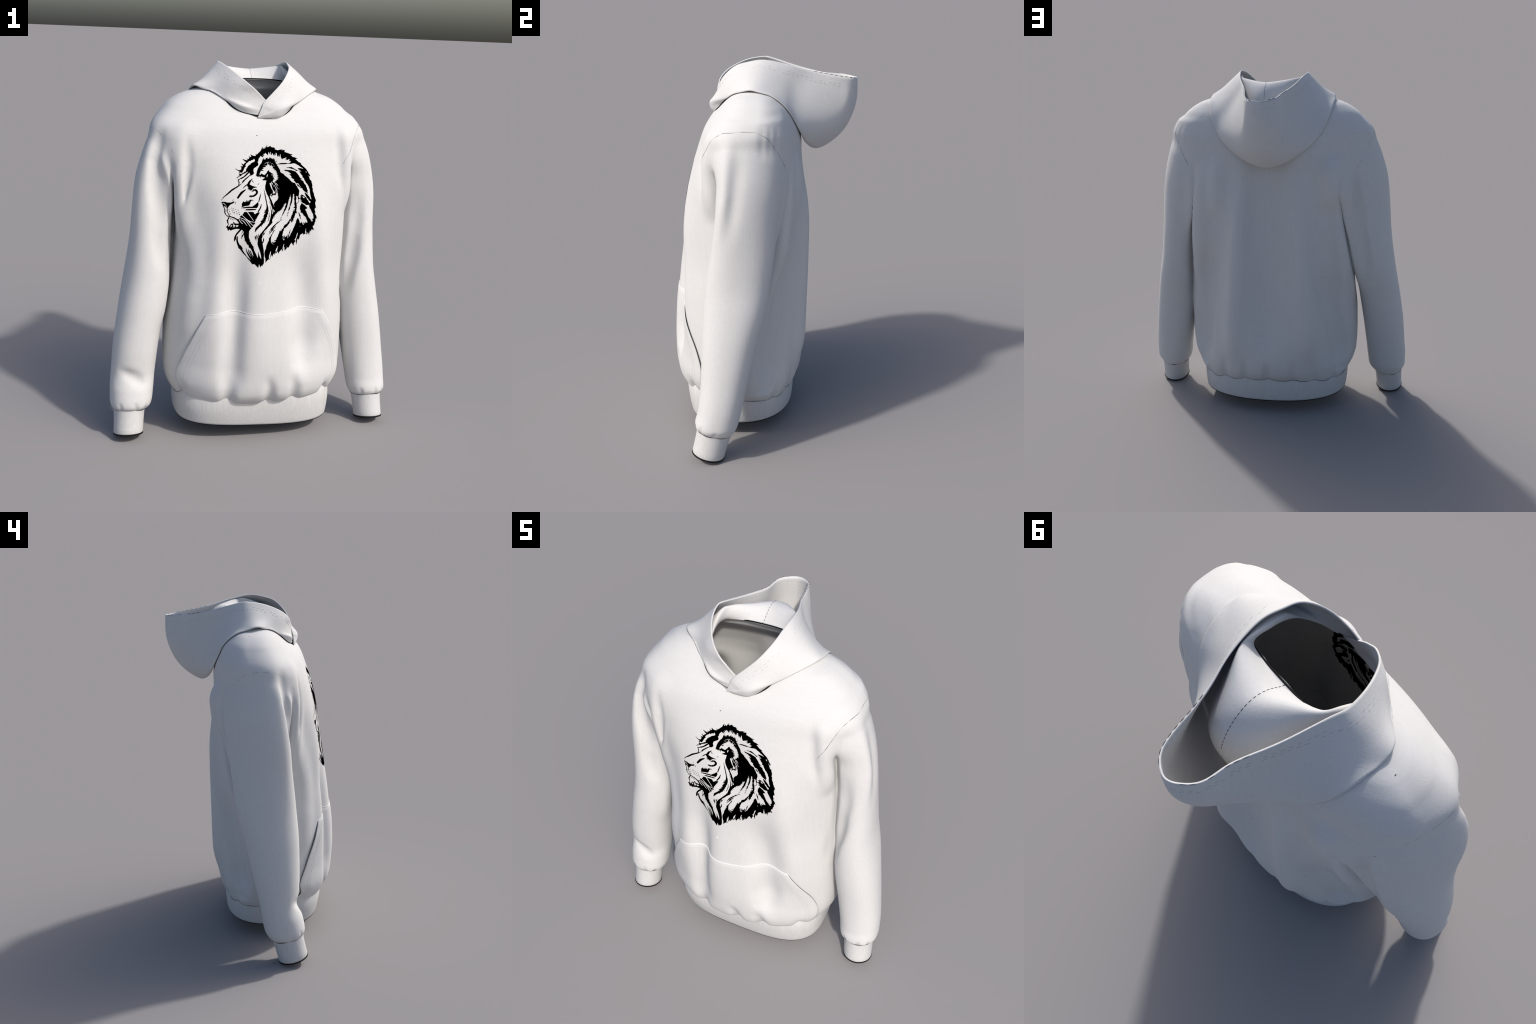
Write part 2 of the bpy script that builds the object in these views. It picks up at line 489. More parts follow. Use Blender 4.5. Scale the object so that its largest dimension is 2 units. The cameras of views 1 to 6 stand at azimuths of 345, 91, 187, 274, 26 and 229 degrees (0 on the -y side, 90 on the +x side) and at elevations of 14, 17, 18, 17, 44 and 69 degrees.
# ------------------------------------------------------------------ guide lines of the hood
# six lines run round the hood from the overlapping right flap, over the back, to the left flap:
# neck seam, collar ridge, inner drop, outer fold, lower wall, upper wall, free rim. Each way point: station, x, y, z
SEAM_LINE = [(0, -.030, -.253, 1.724), (1, .032, -.256, 1.722), (2, .100, -.246, 1.733), (3, .172, -.190, 1.775), (4, .205, -.080, 1.835),
             (5, .188, .030, 1.888), (6, .110, .050, 1.898), (7, .010, .053, 1.899), (8, -.095, .052, 1.897), (9, -.168, .026, 1.884),
             (10, -.200, -.080, 1.835), (11, -.190, -.140, 1.800), (12, -.155, -.200, 1.768), (13, -.084, -.233, 1.742), (14, .035, -.250, 1.724)]
RIDGE_LINE = [(0, -.030, -.254, 1.724), (1, .032, -.262, 1.728), (2, .105, -.254, 1.745), (3, .185, -.150, 1.830), (3.5, .180, -.080, 1.930), (4, .163, .020, 1.978),
              (5, .160, .105, 1.982), (6, .095, .165, 1.968), (7, .020, .190, 1.957), (8, -.070, .120, 1.966), (9, -.140, .060, 1.978),
              (10, -.165, .000, 1.975), (10.5, -.175, -.060, 1.930), (11, -.185, -.125, 1.840), (12, -.155, -.200, 1.780), (13, -.090, -.236, 1.750), (14, .030, -.250, 1.728)]
DROP_LINE = [(0, -.030, -.255, 1.724), (1, .032, -.268, 1.733), (2, .105, -.262, 1.756), (3, .215, -.150, 1.825), (4, .248, -.012, 1.900), (4.5, .222, .068, 1.862),
             (5, .186, .136, 1.828), (5.5, .150, .210, 1.795), (6, .110, .280, 1.780), (7, .015, .315, 1.780), (8, -.100, .262, 1.780), (8.5, -.138, .185, 1.800), (9, -.176, .122, 1.828), (9.5, -.212, .055, 1.865),
             (10, -.240, -.012, 1.900), (11, -.215, -.122, 1.838), (12, -.165, -.190, 1.790), (13, -.100, -.238, 1.760), (14, .020, -.246, 1.738)]
FOLD_LINE = [(0, -.030, -.257, 1.725), (1, .034, -.274, 1.752), (2, .115, -.268, 1.785), (3, .235, -.170, 1.814), (3.5, .310, -.105, 1.845),
             (4, .357, -.030, 1.857), (4.5, .349, .100, 1.780), (5, .315, .158, 1.706), (5.5, .268, .193, 1.636), (6, .190, .210, 1.570), (7, .005, .262, 1.512),
             (8, -.170, .210, 1.572), (8.5, -.240, .193, 1.630), (9, -.290, .166, 1.690), (9.5, -.325, .110, 1.768), (10, -.348, -.020, 1.855),
             (11, -.250, -.124, 1.833), (12, -.176, -.194, 1.808), (13, -.107, -.247, 1.782), (14, .010, -.244, 1.752)]
LOWER_LINE = [(0, -.030, -.2575, 1.7255), (1, .020, -.268, 1.752), (2, .085, -.260, 1.798), (3, .215, -.172, 1.862), (4, .298, -.010, 1.890),
              (4.5, .272, .100, 1.842), (5, .245, .168, 1.778), (5.5, .210, .255, 1.715), (6, .152, .345, 1.660), (7, .005, .425, 1.596),
              (8, -.118, .325, 1.645), (8.5, -.178, .230, 1.695), (9, -.232, .155, 1.775), (9.5, -.270, .098, 1.842), (10, -.290, -.010, 1.890), (11, -.205, -.150, 1.868), (12, -.140, -.205, 1.818), (13, -.065, -.243, 1.783), (14, .030, -.243, 1.754)]
UPPER_LINE = [(0, -.030, -.258, 1.726), (1, .005, -.262, 1.762), (2, .045, -.254, 1.803), (3, .190, -.165, 1.912), (4, .236, .005, 1.944),
              (4.5, .202, .112, 1.918), (5, .176, .190, 1.866), (5.5, .152, .282, 1.828), (6, .112, .400, 1.785), (6.5, .085, .460, 1.770), (7, .005, .503, 1.757),
              (7.5, -.065, .465, 1.760), (8, -.096, .390, 1.775), (8.5, -.122, .278, 1.805), (9, -.172, .160, 1.862), (9.5, -.208, .085, 1.922), (10, -.236, .000, 1.944), (11, -.165, -.170, 1.905), (12, -.095, -.218, 1.845), (13, -.025, -.241, 1.797), (14, .052, -.242, 1.757)]
RIM_LINE = [(0, -.030, -.2585, 1.727), (1, -.012, -.255, 1.770), (2, .014, -.242, 1.815), (2.4, .056, -.230, 1.856), (2.7, .110, -.203, 1.907), (3, .153, -.147, 1.960),
            (3.5, .170, -.062, 1.989), (4, .178, .020, 1.999), (4.5, .163, .140, 1.973), (5, .131, .241, 1.944), (5.5, .112, .319, 1.927), (6, .099, .404, 1.912),
            (6.5, .072, .473, 1.902), (7, .010, .505, 1.897), (7.5, -.045, .470, 1.904), (8, -.074, .418, 1.910), (8.4, -.080, .343, 1.915), (9, -.133, .196, 1.945),
            (9.5, -.175, .055, 1.986), (10, -.188, .004, 1.993), (10.5, -.171, -.090, 1.978), (11, -.125, -.182, 1.936), (11.5, -.070, -.228, 1.890), (12, -.030, -.238, 1.855), (13, .015, -.240, 1.812), (14, .075, -.240, 1.760)]



# ------------------------------------------------------------------ build the body
F = body_field()
V, Q = surface_net(F)
for _ in range(3):
    V = V - np.clip(sample(F, V), -0.004, 0.004)[:, None] * gradient(F, V) * 0.8
T = np.vstack([Q[:, [0, 1, 2]], Q[:, [0, 2, 3]]])

# neck opening: everything inside the neck seam loop, seen from above
def inside_neck(P):
    a = np.array(SEAM_LINE)[:14]
    c = np.array([0.005, -0.10])
    ang = np.arctan2(a[:, 1] - c[0], -(a[:, 2] - c[1]))
    o = np.argsort(ang); ang, rad = ang[o], np.hypot(a[:, 1] - c[0], a[:, 2] - c[1])[o]
    ang, rad = np.r_[ang - 2 * np.pi, ang, ang + 2 * np.pi], np.r_[rad, rad, rad]
    th = np.arctan2(P[:, 0] - c[0], -(P[:, 1] - c[1]))
    r = np.hypot(P[:, 0] - c[0], P[:, 1] - c[1])
    return np.where(P[:, 2] > 1.6, r - pchip(ang, rad, th), 1.0)


V, T = clip_mesh(V, T, inside_neck(V), +1)
# hem opening: lower closing face of the torso goes
foot = V[:, 2] - 0.2
inner = (np.abs(V[:, 0] - 0.012) < 0.5)
V, T = clip_mesh(V, T, np.where(inner, foot, 1.0), +1)


def sleeve_mark(P, side):
    """Positive on the sleeve: beyond the dropped armhole seam."""
    return (P[:, 0] * side + 0.035 * smooth01(-P[:, 1], 0.12, 0.24)
            - pchip([1.0, 1.2, 1.3, 1.44, 1.5, 1.55, 1.6, 1.64, 1.68, 1.9], [.40, .42, .43, .455, .475, .505, .53, .55, .57, .62], P[:, 2]))


TF = torso_field()
SR, SL = sleeve_field(SLEEVE_R, 1), sleeve_field(SLEEVE_L, -1)
own, SLEEVES, SEAM_PATHS = {}, {}, {}


def border_path(V, T, keep):
    """Longest run of open border points of a mesh, in order."""
    e = np.sort(np.vstack([T[:, [0, 1]], T[:, [1, 2]], T[:, [2, 0]]]), 1)
    u, n = np.unique(e, axis=0, return_counts=True)
    u = u[n == 1]
    ok = keep(V)
    u = u[ok[u].all(1)]
    link = {}
    for a_, b_ in u:
        link.setdefault(int(a_), []).append(int(b_)); link.setdefault(int(b_), []).append(int(a_))
    best, seen = [], set()
    for start in [k for k, v in link.items() if len(v) == 1] or list(link)[:1]:
        if start in seen:
            continue
        run, prev, cur = [start], None, start
        seen.add(start)
        while True:
            nxt = [k for k in link[cur] if k != prev and k not in seen]
            if not nxt:
                break
            prev, cur = cur, nxt[0]
            run.append(cur); seen.add(cur)
        if len(run) > len(best):
            best = run
    return V[best]


for side, S in ((1, SR), (-1, SL)):
    low_part = sample(TF, V) - sample(S, V)
    w = smooth01(V[:, 2], 1.24, 1.34)
    own[side] = np.where(V[:, 0] * side > 0.2, low_part * (1 - w) * 1.0 + w * sleeve_mark(V, side), -0.1)
both = np.maximum(own[1], own[-1])
Vt, Tt = clip_mesh(V, T, both, -1)
torso = make("torso", Vt, Tt, M_CLOTH, normals=gradient(F, Vt))
for side in (1, -1):
    Vs, Ts = clip_mesh(V, T, own[side], +1)
    SLEEVES[side] = make("sleeve", Vs, Ts, M_CLOTH, normals=gradient(F, Vs))
    SEAM_PATHS[side] = border_path(Vs, Ts, lambda p: p[:, 2] > 1.49)
BODY = BVHTree.FromPolygons([tuple(p) for p in V], [tuple(int(i) for i in t) for t in T])


def front_of_body(x, z, lift=0.0):
    """Points on the chest for given x and height, lifted off the cloth."""
    out = []
    for a, b in zip(np.ravel(x), np.ravel(z)):
        hit, n, _, _ = BODY.ray_cast(Vector((a, -1.0, b)), Vector((0, 1, 0)))
        out.append((a, -0.3, b) if hit is None else tuple(hit))
    P = np.array(out)
    return P + lift * gradient(F, P)


# ------------------------------------------------------------------ hem band
def hem_band():
    th = np.linspace(0, 2 * np.pi, 240, endpoint=False)
    c, s = np.cos(th), np.sin(th)
    n = np.where(s < 0, 3.2, 2.35)
    rho = (np.abs(c) ** n + np.abs(s) ** n) ** (-1 / n)
    prof = [(0.30, -0.030), (0.265, -0.012), (0.235, -0.004), (0.205, 0.0), (0.17, 0.001), (0.13, -0.002), (0.095, -0.006), (0.086, -0.008), (0.084, -0.012), (0.089, -0.015), (0.13, -0.013)]
    V = []
    for z, off in prof:
        dz = 0.006 * np.sin(2 * th + 0.6) * (z < 0.16) - 0.010 * c * (z < 0.16)
        x = 0.010 + (0.440 + off + 0.01 * (0.2 - z)) * c * rho
        taper = 0.11 * (z - 0.20)                        # the front leans in towards the bottom
        y = -0.127 + np.where(s < 0, 0.303 + taper, 0.300) * (1 + off / 0.3) * s * rho
        V.append(np.stack([x, y, z + dz], 1))
    V = np.stack(V, 1)
    ob = make("hem_band", V.reshape(-1, 3), grid_faces(240, len(prof), True), M_RIB)
    ring = V[:, 8].copy(); ring[:, 2] -= 0.001
    tube("hem_binding", ring, 0.0035, M_BLACK, parent=ob, closed=True)
    return ob


HEM = hem_band()


# ------------------------------------------------------------------ cuffs
def cuff(side, table):
    th = np.linspace(0, 2 * np.pi, 96, endpoint=False)
    top = np.array([side * 0.680, -0.236, 0.168]); bot = np.array([side * 0.690, -0.272, 0.030])
    ax = bot - top
    e1 = np.array([1.0, 0, 0])
    nrm = np.array([0, 0.25, 1.0]) / math.hypot(0.25, 1)
    e2 = np.cross(nrm, e1)
    prof = [(-0.12, 0.090, 0.096), (0.0, 0.086, 0.092), (0.2, 0.082, 0.089), (0.5, 0.080, 0.086), (0.8, 0.079, 0.085), (0.97, 0.079, 0.085), (1.0, 0.077, 0.083), (0.99, 0.074, 0.080), (0.7, 0.073, 0.079)]
    V = []
    for t, a, b in prof:
        V.append(top + t * ax + (a * np.cos(th))[:, None] * e1 + (b * np.sin(th))[:, None] * e2)
    V = np.stack(V, 1)
    ob = make("cuff", V.reshape(-1, 3), grid_faces(96, len(prof), True), M_RIB)
    r = bot + 0.03 * ax * 0 + (0.0765 * np.cos(th))[:, None] * e1 + (0.0825 * np.sin(th))[:, None] * e2 - 0.003 * nrm
    tube("cuff_binding", r, 0.0045, M_BLACK, parent=ob, closed=True)
    return ob


CUFFS = [cuff(1, SLEEVE_R), cuff(-1, SLEEVE_L)]

# ------------------------------------------------------------------ hood
def hood_surface(nu=361, per=9):
    u = np.linspace(0, 14, nu)
    lines = []
    for line in (SEAM_LINE, RIDGE_LINE, DROP_LINE, FOLD_LINE, LOWER_LINE, UPPER_LINE, RIM_LINE):
        a = np.array(line)
        lines.append(catmull(a[:, 0], a[:, 1:], u))
    C = np.stack(lines, 1)                              # nu x 7 x 3
    # extra bend right at the outer fold so that it turns like a roll of cloth
    knots = np.arange(7.0)
    q = np.linspace(0, 6, 6 * per + 1)
    S = np.stack([catmull(knots, C[i], q) for i in range(nu)])
    return u, q, S


def smooth_grid(S, times, keep_ends=True):
    for _ in range(times):
        A = S.copy()
        A[1:-1] = 0.5 * S[1:-1] + 0.25 * (S[2:] + S[:-2])
        B = A.copy()
        B[:, 1:-1] = 0.5 * A[:, 1:-1] + 0.25 * (A[:, 2:] + A[:, :-2])
        S = B
    return S


def build_hood():
    u, q, S = hood_surface()
    S = smooth_grid(S, 8)
    P = S.reshape(-1, 3)
    # lie on the shoulders instead of sinking into them
    free = np.repeat(smooth01(q, 0.8, 2.2)[None], len(u), 0).ravel()
    for _ in range(3):
        f = sample(F, P)
        push = np.clip(0.007 - f, 0, 0.03) * free
        P = P + push[:, None] * gradient(F, P, 0.012)
    near = np.repeat(np.exp(-(q / 0.35) ** 2)[None], len(u), 0).ravel()
    for _ in range(3):                                   # sew the lower edge to the neckline
        P = P - (np.clip(sample(F, P), -.03, .03) * near)[:, None] * gradient(F, P, 0.012) * 0.9
    S = smooth_grid(P.reshape(S.shape), 3)
    ob = make("hood", S.reshape(-1, 3), grid_faces(*S.shape[:2]), M_CLOTH)
    mod = ob.modifiers.new("thickness", "SOLIDIFY"); mod.thickness = 0.006; mod.offset = 0.0
    return ob, u, q, S


HOOD, HU, HQ, HS = build_hood()
neck = HS[:, 0]
nb = neck + 0.002 * gradient(F, neck, 0.012)
tube("neck_seam", nb, 0.0034, M_BLACK)


# ------------------------------------------------------------------ kangaroo pocket
POCKET_TOP = [(-.307, .722), (-.20, .742), (-.03, .737), (.10, .743), (.20, .747), (.328, .725)]
POCKET_L = [(.20, -.375), (.25, -.391), (.315, -.421), (.361, -.434), (.461, -.409), (.586, -.364), (.722, -.307), (.80, -.275)]
POCKET_R = [(.20, .395), (.25, .412), (.31, .445), (.375, .456), (.472, .440), (.616, .386), (.725, .328), (.80, .290)]


def pocket():
    nu, nv = 150, 110
    a = np.linspace(0, 1, nu)[:, None]; b = np.linspace(0, 1, nv)[None, :]
    topx = np.array(POCKET_TOP)
    z = np.zeros((nu, nv)); x = np.zeros((nu, nv)); x[:] = -.3 + .62 * a
    for _ in range(4):
        ztop = pchip(topx[:, 0], topx[:, 1], x[:, -1])[:, None]
        z = 0.222 + (ztop - 0.222) * b
        l, r = pchip(*np.array(POCKET_L).T, z), pchip(*np.array(POCKET_R).T, z)
        x = l + (r - l) * a
    P0 = front_of_body(x, z)
    N = gradient(F, P0, 0.014).reshape(nu, nv, 3)
    P0 = P0.reshape(nu, nv, 3)
    edge = np.minimum(a, 1 - a) * 0.8 + 0 * b            # metres from the hand openings
    lift = 0.0055 + 0.006 * np.exp(-(edge / 0.05) ** 2) * smooth01(b, 0.0, 0.25) * (1 - smooth01(b, 0.8, 1.0))
    lift = lift * (1 - 0.6 * smooth01(b, 0.96, 1.0))
    P = P0 + lift[..., None] * N
    P = smooth_grid(P, 2)
    skirt_in = P0 + 0.001 * N
    # closed sheet: outer skin plus a return to the body round the border
    border = [(i, 0) for i in range(nu)] + [(nu - 1, j) for j in range(1, nv)] + [(i, nv - 1) for i in range(nu - 2, -1, -1)] + [(0, j) for j in range(nv - 2, 0, -1)]
    V = P.reshape(-1, 3); n0 = len(V)
    R = np.array([P[i, j] - 0.004 * N[i, j] for i, j in border])
    faces = [f[::-1] for f in grid_faces(nu, nv)]
    for k in range(len(border)):
        k2 = (k + 1) % len(border)
        i, j = border[k]; i2, j2 = border[k2]
        faces.append((i * nv + j, i2 * nv + j2, n0 + k2, n0 + k))
    faces = [f[::-1] for f in faces]
    ob = make("pocket", np.vstack([V, R]), faces, M_CLOTH)
    tube("pocket_piping", P[:, -1] + 0.001 * N[:, -1], 0.0010, M_PIPE, parent=ob)
    for i in (0, nu - 1):
        m = P[i] - 0.004 * N[i]
        tube("pocket_edge_seam", m, 0.0016, M_SEAM, parent=ob)
    # double rows of stitching beside both openings
    for inset in (0.034, 0.048):
        for sgn in (0, 1):
            w = inset / np.maximum(np.abs(x[-1] - x[0]), 0.1)
            fr = w if sgn == 0 else 1 - w
            idx = fr * (nu - 1)
            i0 = np.floor(idx).astype(int); t = (idx - i0)[:, None]
            jj = np.arange(nv)
            path = P[i0, jj] * (1 - t) + P[i0 + 1, jj] * t + 0.0002 * N[i0, jj]
            dashes("pocket_stitching", path[6:-3], ob)
    return ob


def dashes(name, path, parent, length=0.011, gap=0.006, radius=0.0007, material=None, skip=0.0, lift=None):
    """A row of stitches along a path, as one part of small thread lengths."""
    d = np.r_[0, np.cumsum(np.linalg.norm(np.diff(path, axis=0), axis=1))]
    V, Fc = [], []
    s0 = 0.0
    while s0 + length < d[-1]:
        if rng.random() >= skip:
            q = np.linspace(s0, s0 + length, 4)
            p = np.stack([np.interp(q, d, path[:, k]) for k in range(3)], 1)
            t = p[-1] - p[0]; t /= np.linalg.norm(t) + 1e-9
            e1 = np.cross(t, (0.2, 0.9, 0.3)); e1 /= np.linalg.norm(e1) + 1e-9
            e2 = np.cross(t, e1)
            o = len(V)
            for r_, c_ in zip((0.3, 1, 1, 0.3), p):
                for k in range(5):
                    an = 2 * np.pi * k / 5
                    V.append(c_ + radius * r_ * (math.cos(an) * e1 + math.sin(an) * e2))
            for i in range(3):
                for k in range(5):
                    Fc.append((o + i * 5 + k, o + i * 5 + (k + 1) % 5, o + (i + 1) * 5 + (k + 1) % 5, o + (i + 1) * 5 + k))
        s0 += length + gap
    ob = make(name, V, Fc, material or M_STITCH, parent)
    ob["kind"] = "stuff"
    return ob


POCKET = pocket()


# ------------------------------------------------------------------ seams and stitching
def even(path, step=0.004, rounds=2):
    d = np.r_[0, np.cumsum(np.linalg.norm(np.diff(path, axis=0), axis=1))]
    q = np.linspace(0, d[-1], max(4, int(d[-1] / step)))
    p = np.stack([np.interp(q, d, path[:, k]) for k in range(3)], 1)
    for _ in range(rounds):
        p[1:-1] = 0.5 * p[1:-1] + 0.25 * (p[2:] + p[:-2])
    return p


def onto_cloth(P, lift):
    for _ in range(3):
        P = P - np.clip(sample(F, P), -.01, .01)[:, None] * gradient(F, P)
    return P + lift * gradient(F, P)


def wobble(n, low, high, seed):
    r = np.random.default_rng(seed)
    k = r.uniform(0, 1, n // 5 + 3)
    return low + (high - low) * np.interp(np.arange(n) / 5.0, np.arange(len(k)), k)


for side, low, high in ((1, 0.0003, 0.0013), (-1, -0.0005, 0.0008)):
    p = onto_cloth(even(SEAM_PATHS[side]), -0.0003)
    tube("armhole_seam", p, np.maximum(0.0003, wobble(len(p), low, high, 5 + side)), M_SEAM, parent=SLEEVES[side])


def joint_ring(columns, lift, reach):
    """Where a ribbed band disappears into the cloth: first covered point up each column."""
    out = []
    for col in columns:
        q = np.stack([np.interp(np.linspace(0, len(col) - 1, 80), np.arange(len(col)), col[:, k]) for k in range(3)], 1)
        f = sample(F, q)
        hit = np.argmax(f < reach)
        out.append(q[hit] if f.min() < reach else q[-1])
    return np.array(out)


def seam_ring(ob, rows, first, last, name, low, high, seed):
    me = ob.data
    V = np.array([v.co for v in me.vertices]).reshape(-1, rows, 3)[:, first:last][:, ::-1]
    ring = joint_ring(V, 0, 0.0015)
    c = ring.mean(0)
    out = ring - c; out[:, 2] = 0
    ring = ring + 0.0012 * out / np.linalg.norm(out, axis=1, keepdims=True)
    for _ in range(2):
        ring = 0.5 * ring + 0.25 * (np.roll(ring, 1, 0) + np.roll(ring, -1, 0))
    tube(name, ring, np.maximum(0.0003, wobble(len(ring), low, high, seed)), M_SEAM, parent=ob, closed=True)


seam_ring(HEM, 11, 0, 6, "hem_seam", 0.0002, 0.0016, 3)
for k, cf in enumerate(CUFFS):
    seam_ring(cf, 9, 0, 4, "cuff_seam", -0.0008, 0.0030, 11 + k)

# hood: centre seam and twin rows of stitching along the rim
Nu = np.gradient(HS, axis=0); Nv = np.gradient(HS, axis=1)
HN = np.cross(Nu, Nv); HN /= np.maximum(np.linalg.norm(HN, axis=2, keepdims=True), 1e-9)
if HN[len(HU) // 2, -4, 1] < 0:
    HN = -HN                                             # now pointing out of the hood's back wall
mid = int(np.argmin(abs(HU - 7.0)))
centre = even(HS[mid, :int(2.2 * 9)] - 0.0033 * HN[mid, :int(2.2 * 9)], 0.003)
dashes("hood_centre_seam", centre, HOOD, length=0.013, gap=0.004, radius=0.0011, material=M_SEAM)
dashes("hood_centre_seam", even(HS[mid, int(2.2 * 9):] - 0.0033 * HN[mid, int(2.2 * 9):], 0.003), HOOD, length=0.013, gap=0.009, radius=0.0008, material=M_STITCH)


def from_rim(dist, out):
    back = HS[:, ::-1]
    seg = np.linalg.norm(np.diff(back, axis=1), axis=2)
    cum = np.concatenate([np.zeros((len(HU), 1)), np.cumsum(seg, 1)], 1)
    rows = []
    for i in range(len(HU)):
        d = min(dist, cum[i, -1] * 0.45)
        rows.append([np.interp(d, cum[i], back[i, :, k] + out * HN[i, ::-1, k]) for k in range(3)])
    return np.array(rows)


sl = slice(int(1.2 / 14 * 360), int(12.8 / 14 * 360))
for dist in (0.040, 0.054):
    dashes("rim_stitching", even(from_rim(dist, 0.0031)[sl], 0.003), HOOD, length=0.016, gap=0.010, radius=0.0007, skip=0.3)
dashes("rim_stitching", even(from_rim(0.026, -0.0031)[int(5.0 / 14 * 360):int(9.4 / 14 * 360)], 0.003), HOOD, length=0.02, gap=0.004, radius=0.0009, skip=0.1)
dashes("rim_edge_thread", even(HS[int(5.2 / 14 * 360):int(8.8 / 14 * 360), -1] + 0.0028 * HN[int(5.2 / 14 * 360):int(8.8 / 14 * 360), -1], 0.003), HOOD, length=0.022, gap=0.006, radius=0.0012, material=M_SEAM, skip=0.25)


# ------------------------------------------------------------------ small specks: artifacts of the original copied as flat blobs
def fleck(p, r, material):
    n = gradient(F, np.array([p]))[0]
    th = np.linspace(0, 2 * np.pi, 10, endpoint=False)
    e1 = np.cross(n, (0.3, 0.1, 0.9)); e1 /= np.linalg.norm(e1); e2 = np.cross(n, e1)
    V, fc = [np.array(p) + 0.0016 * n], []
    for k, (s_, h) in enumerate(((0.7, 0.0013), (1.0, 0.0002))):
        V += [np.array(p) + r * s_ * (math.cos(t) * e1 + 0.55 * math.sin(t) * e2) + h * n for t in th]
    fc += [(0, 1 + k, 1 + (k + 1) % 10) for k in range(10)]
    fc += [(1 + k, 11 + k, 11 + (k + 1) % 10, 1 + (k + 1) % 10) for k in range(10)]
    make("artifact_speck", V, fc, material, parent=torso)  # artifact speck set on the cloth, not a real particle


for x, z in ((-.045, 1.64),):
    fleck(front_of_body([x], [z])[0], .0042, M_SPECK)
fleck(onto_cloth(np.array([[-.375, -.02, 1.80]]), 0)[0], .0042, M_SPECK)
for x, z in ((.035, .80), (-.31, .88)):
    fleck(onto_cloth(np.array([[x, .22, z]]), 0)[0], .0030, M_SPECK)
fleck(front_of_body([-.045], [.90])[0], .0050, M_PIPE)
fleck(front_of_body([.155], [.44])[0] + np.array([0, -.0058, 0]), .0035, M_PIPE)

# ------------------------------------------------------------------ lion print: ink shapes on a flat design sheet
INK_STEP = 0.5
INK_W, INK_H = 200, 256
IU, IV = np.meshgrid(np.arange(0, INK_W, INK_STEP), np.arange(0, INK_H, INK_STEP), indexing="ij")
INK = np.full(IU.shape, 5.0)
ink_rng = np.random.default_rng(21)


def _window(pts, pad):
    lo, hi = pts.min(0) - pad, pts.max(0) + pad
    return (slice(max(0, int(lo[0] / INK_STEP)), max(0, int(hi[0] / INK_STEP) + 2)),
            slice(max(0, int(lo[1] / INK_STEP)), max(0, int(hi[1] / INK_STEP) + 2)))


def _put(w, d, ink):
    INK[w] = np.minimum(INK[w], d) if ink else np.maximum(INK[w], -d)


def hair(pts, widths, ink=True, smooth=True):
    """A brush stroke whose width swells and tapers along its way."""
    pts = np.array(pts, float); wid = np.array(widths, float)
    t = np.linspace(0, 1, len(pts)); n = max(5, 4 * len(pts)) if smooth and len(pts) > 2 else len(pts)
    q = np.linspace(0, 1, n)
    p = catmull(t, pts, q) if smooth and len(pts) > 2 else pts
    r = np.interp(q, np.linspace(0, 1, len(wid)), wid) / 2
    w = _window(p, r.max() + 3)
    x, y = IU[w], IV[w]
    best = np.full(x.shape, 9.0)
    for k in range(len(p) - 1):
        a, d = p[k], p[k + 1] - p[k]
        s = np.clip(((x - a[0]) * d[0] + (y - a[1]) * d[1]) / max(d @ d, 1e-9), 0, 1)
        best = np.minimum(best, np.hypot(x - a[0] - s * d[0], y - a[1] - s * d[1]) - (r[k] + s * (r[k + 1] - r[k])))
    _put(w, best, ink)
    return p


def patch(pts, ink=True, rounded=True):
    """A filled shape."""
    p = np.array(pts, float)
    if rounded:
        c = np.vstack([p[-2:], p, p[:3]])
        p = catmull(np.arange(len(c)), c, np.linspace(2, len(p) + 2, 4 * len(p), endpoint=False), 0.6)
    w = _window(p, 4)
    x, y = IU[w], IV[w]
    d = np.full(x.shape, 99.0); inside = np.zeros(x.shape, bool)
    for a, b in zip(p, np.roll(p, -1, 0)):
        e = b - a
        s = np.clip(((x - a[0]) * e[0] + (y - a[1]) * e[1]) / max(e @ e, 1e-9), 0, 1)
        d = np.minimum(d, np.hypot(x - a[0] - s * e[0], y - a[1] - s * e[1]))
        cross = (a[1] > y) != (b[1] > y)
        inside ^= cross & (x < (b[0] - a[0]) * (y - a[1]) / (e[1] if abs(e[1]) > 1e-9 else 1e-9) + a[0])
    _put(w, np.where(inside, -d, d), ink)


def fringe(pts, count, length, turn, width=1.6, ink=True, sag=0.0):
    """Tufts standing off a line: `turn` is their angle from the line's own direction, in degrees."""
    p = catmull(np.linspace(0, 1, len(pts)), np.array(pts, float), np.linspace(0, 1, 60))
    count, width, length = int(round(count * 1.3)), width * 1.4, length * 1.1
    for k in range(count):
        f = (k + 0.5 + ink_rng.uniform(-.35, .35)) / count * 58
        i = int(f)
        d = p[i + 1] - p[i]
        a = math.atan2(d[1], d[0]) + math.radians(turn + ink_rng.uniform(-14, 14))
        L = length * ink_rng.uniform(0.55, 1.25)
        u = np.array([math.cos(a), math.sin(a)])
        s = p[i] - 0.25 * L * u
        e = s + 1.25 * L * u
        m = (s + e) / 2 + sag * L * np.array([-u[1], u[0]])
        hair([s, m, e], [width, width * 0.7, 0.1], ink)


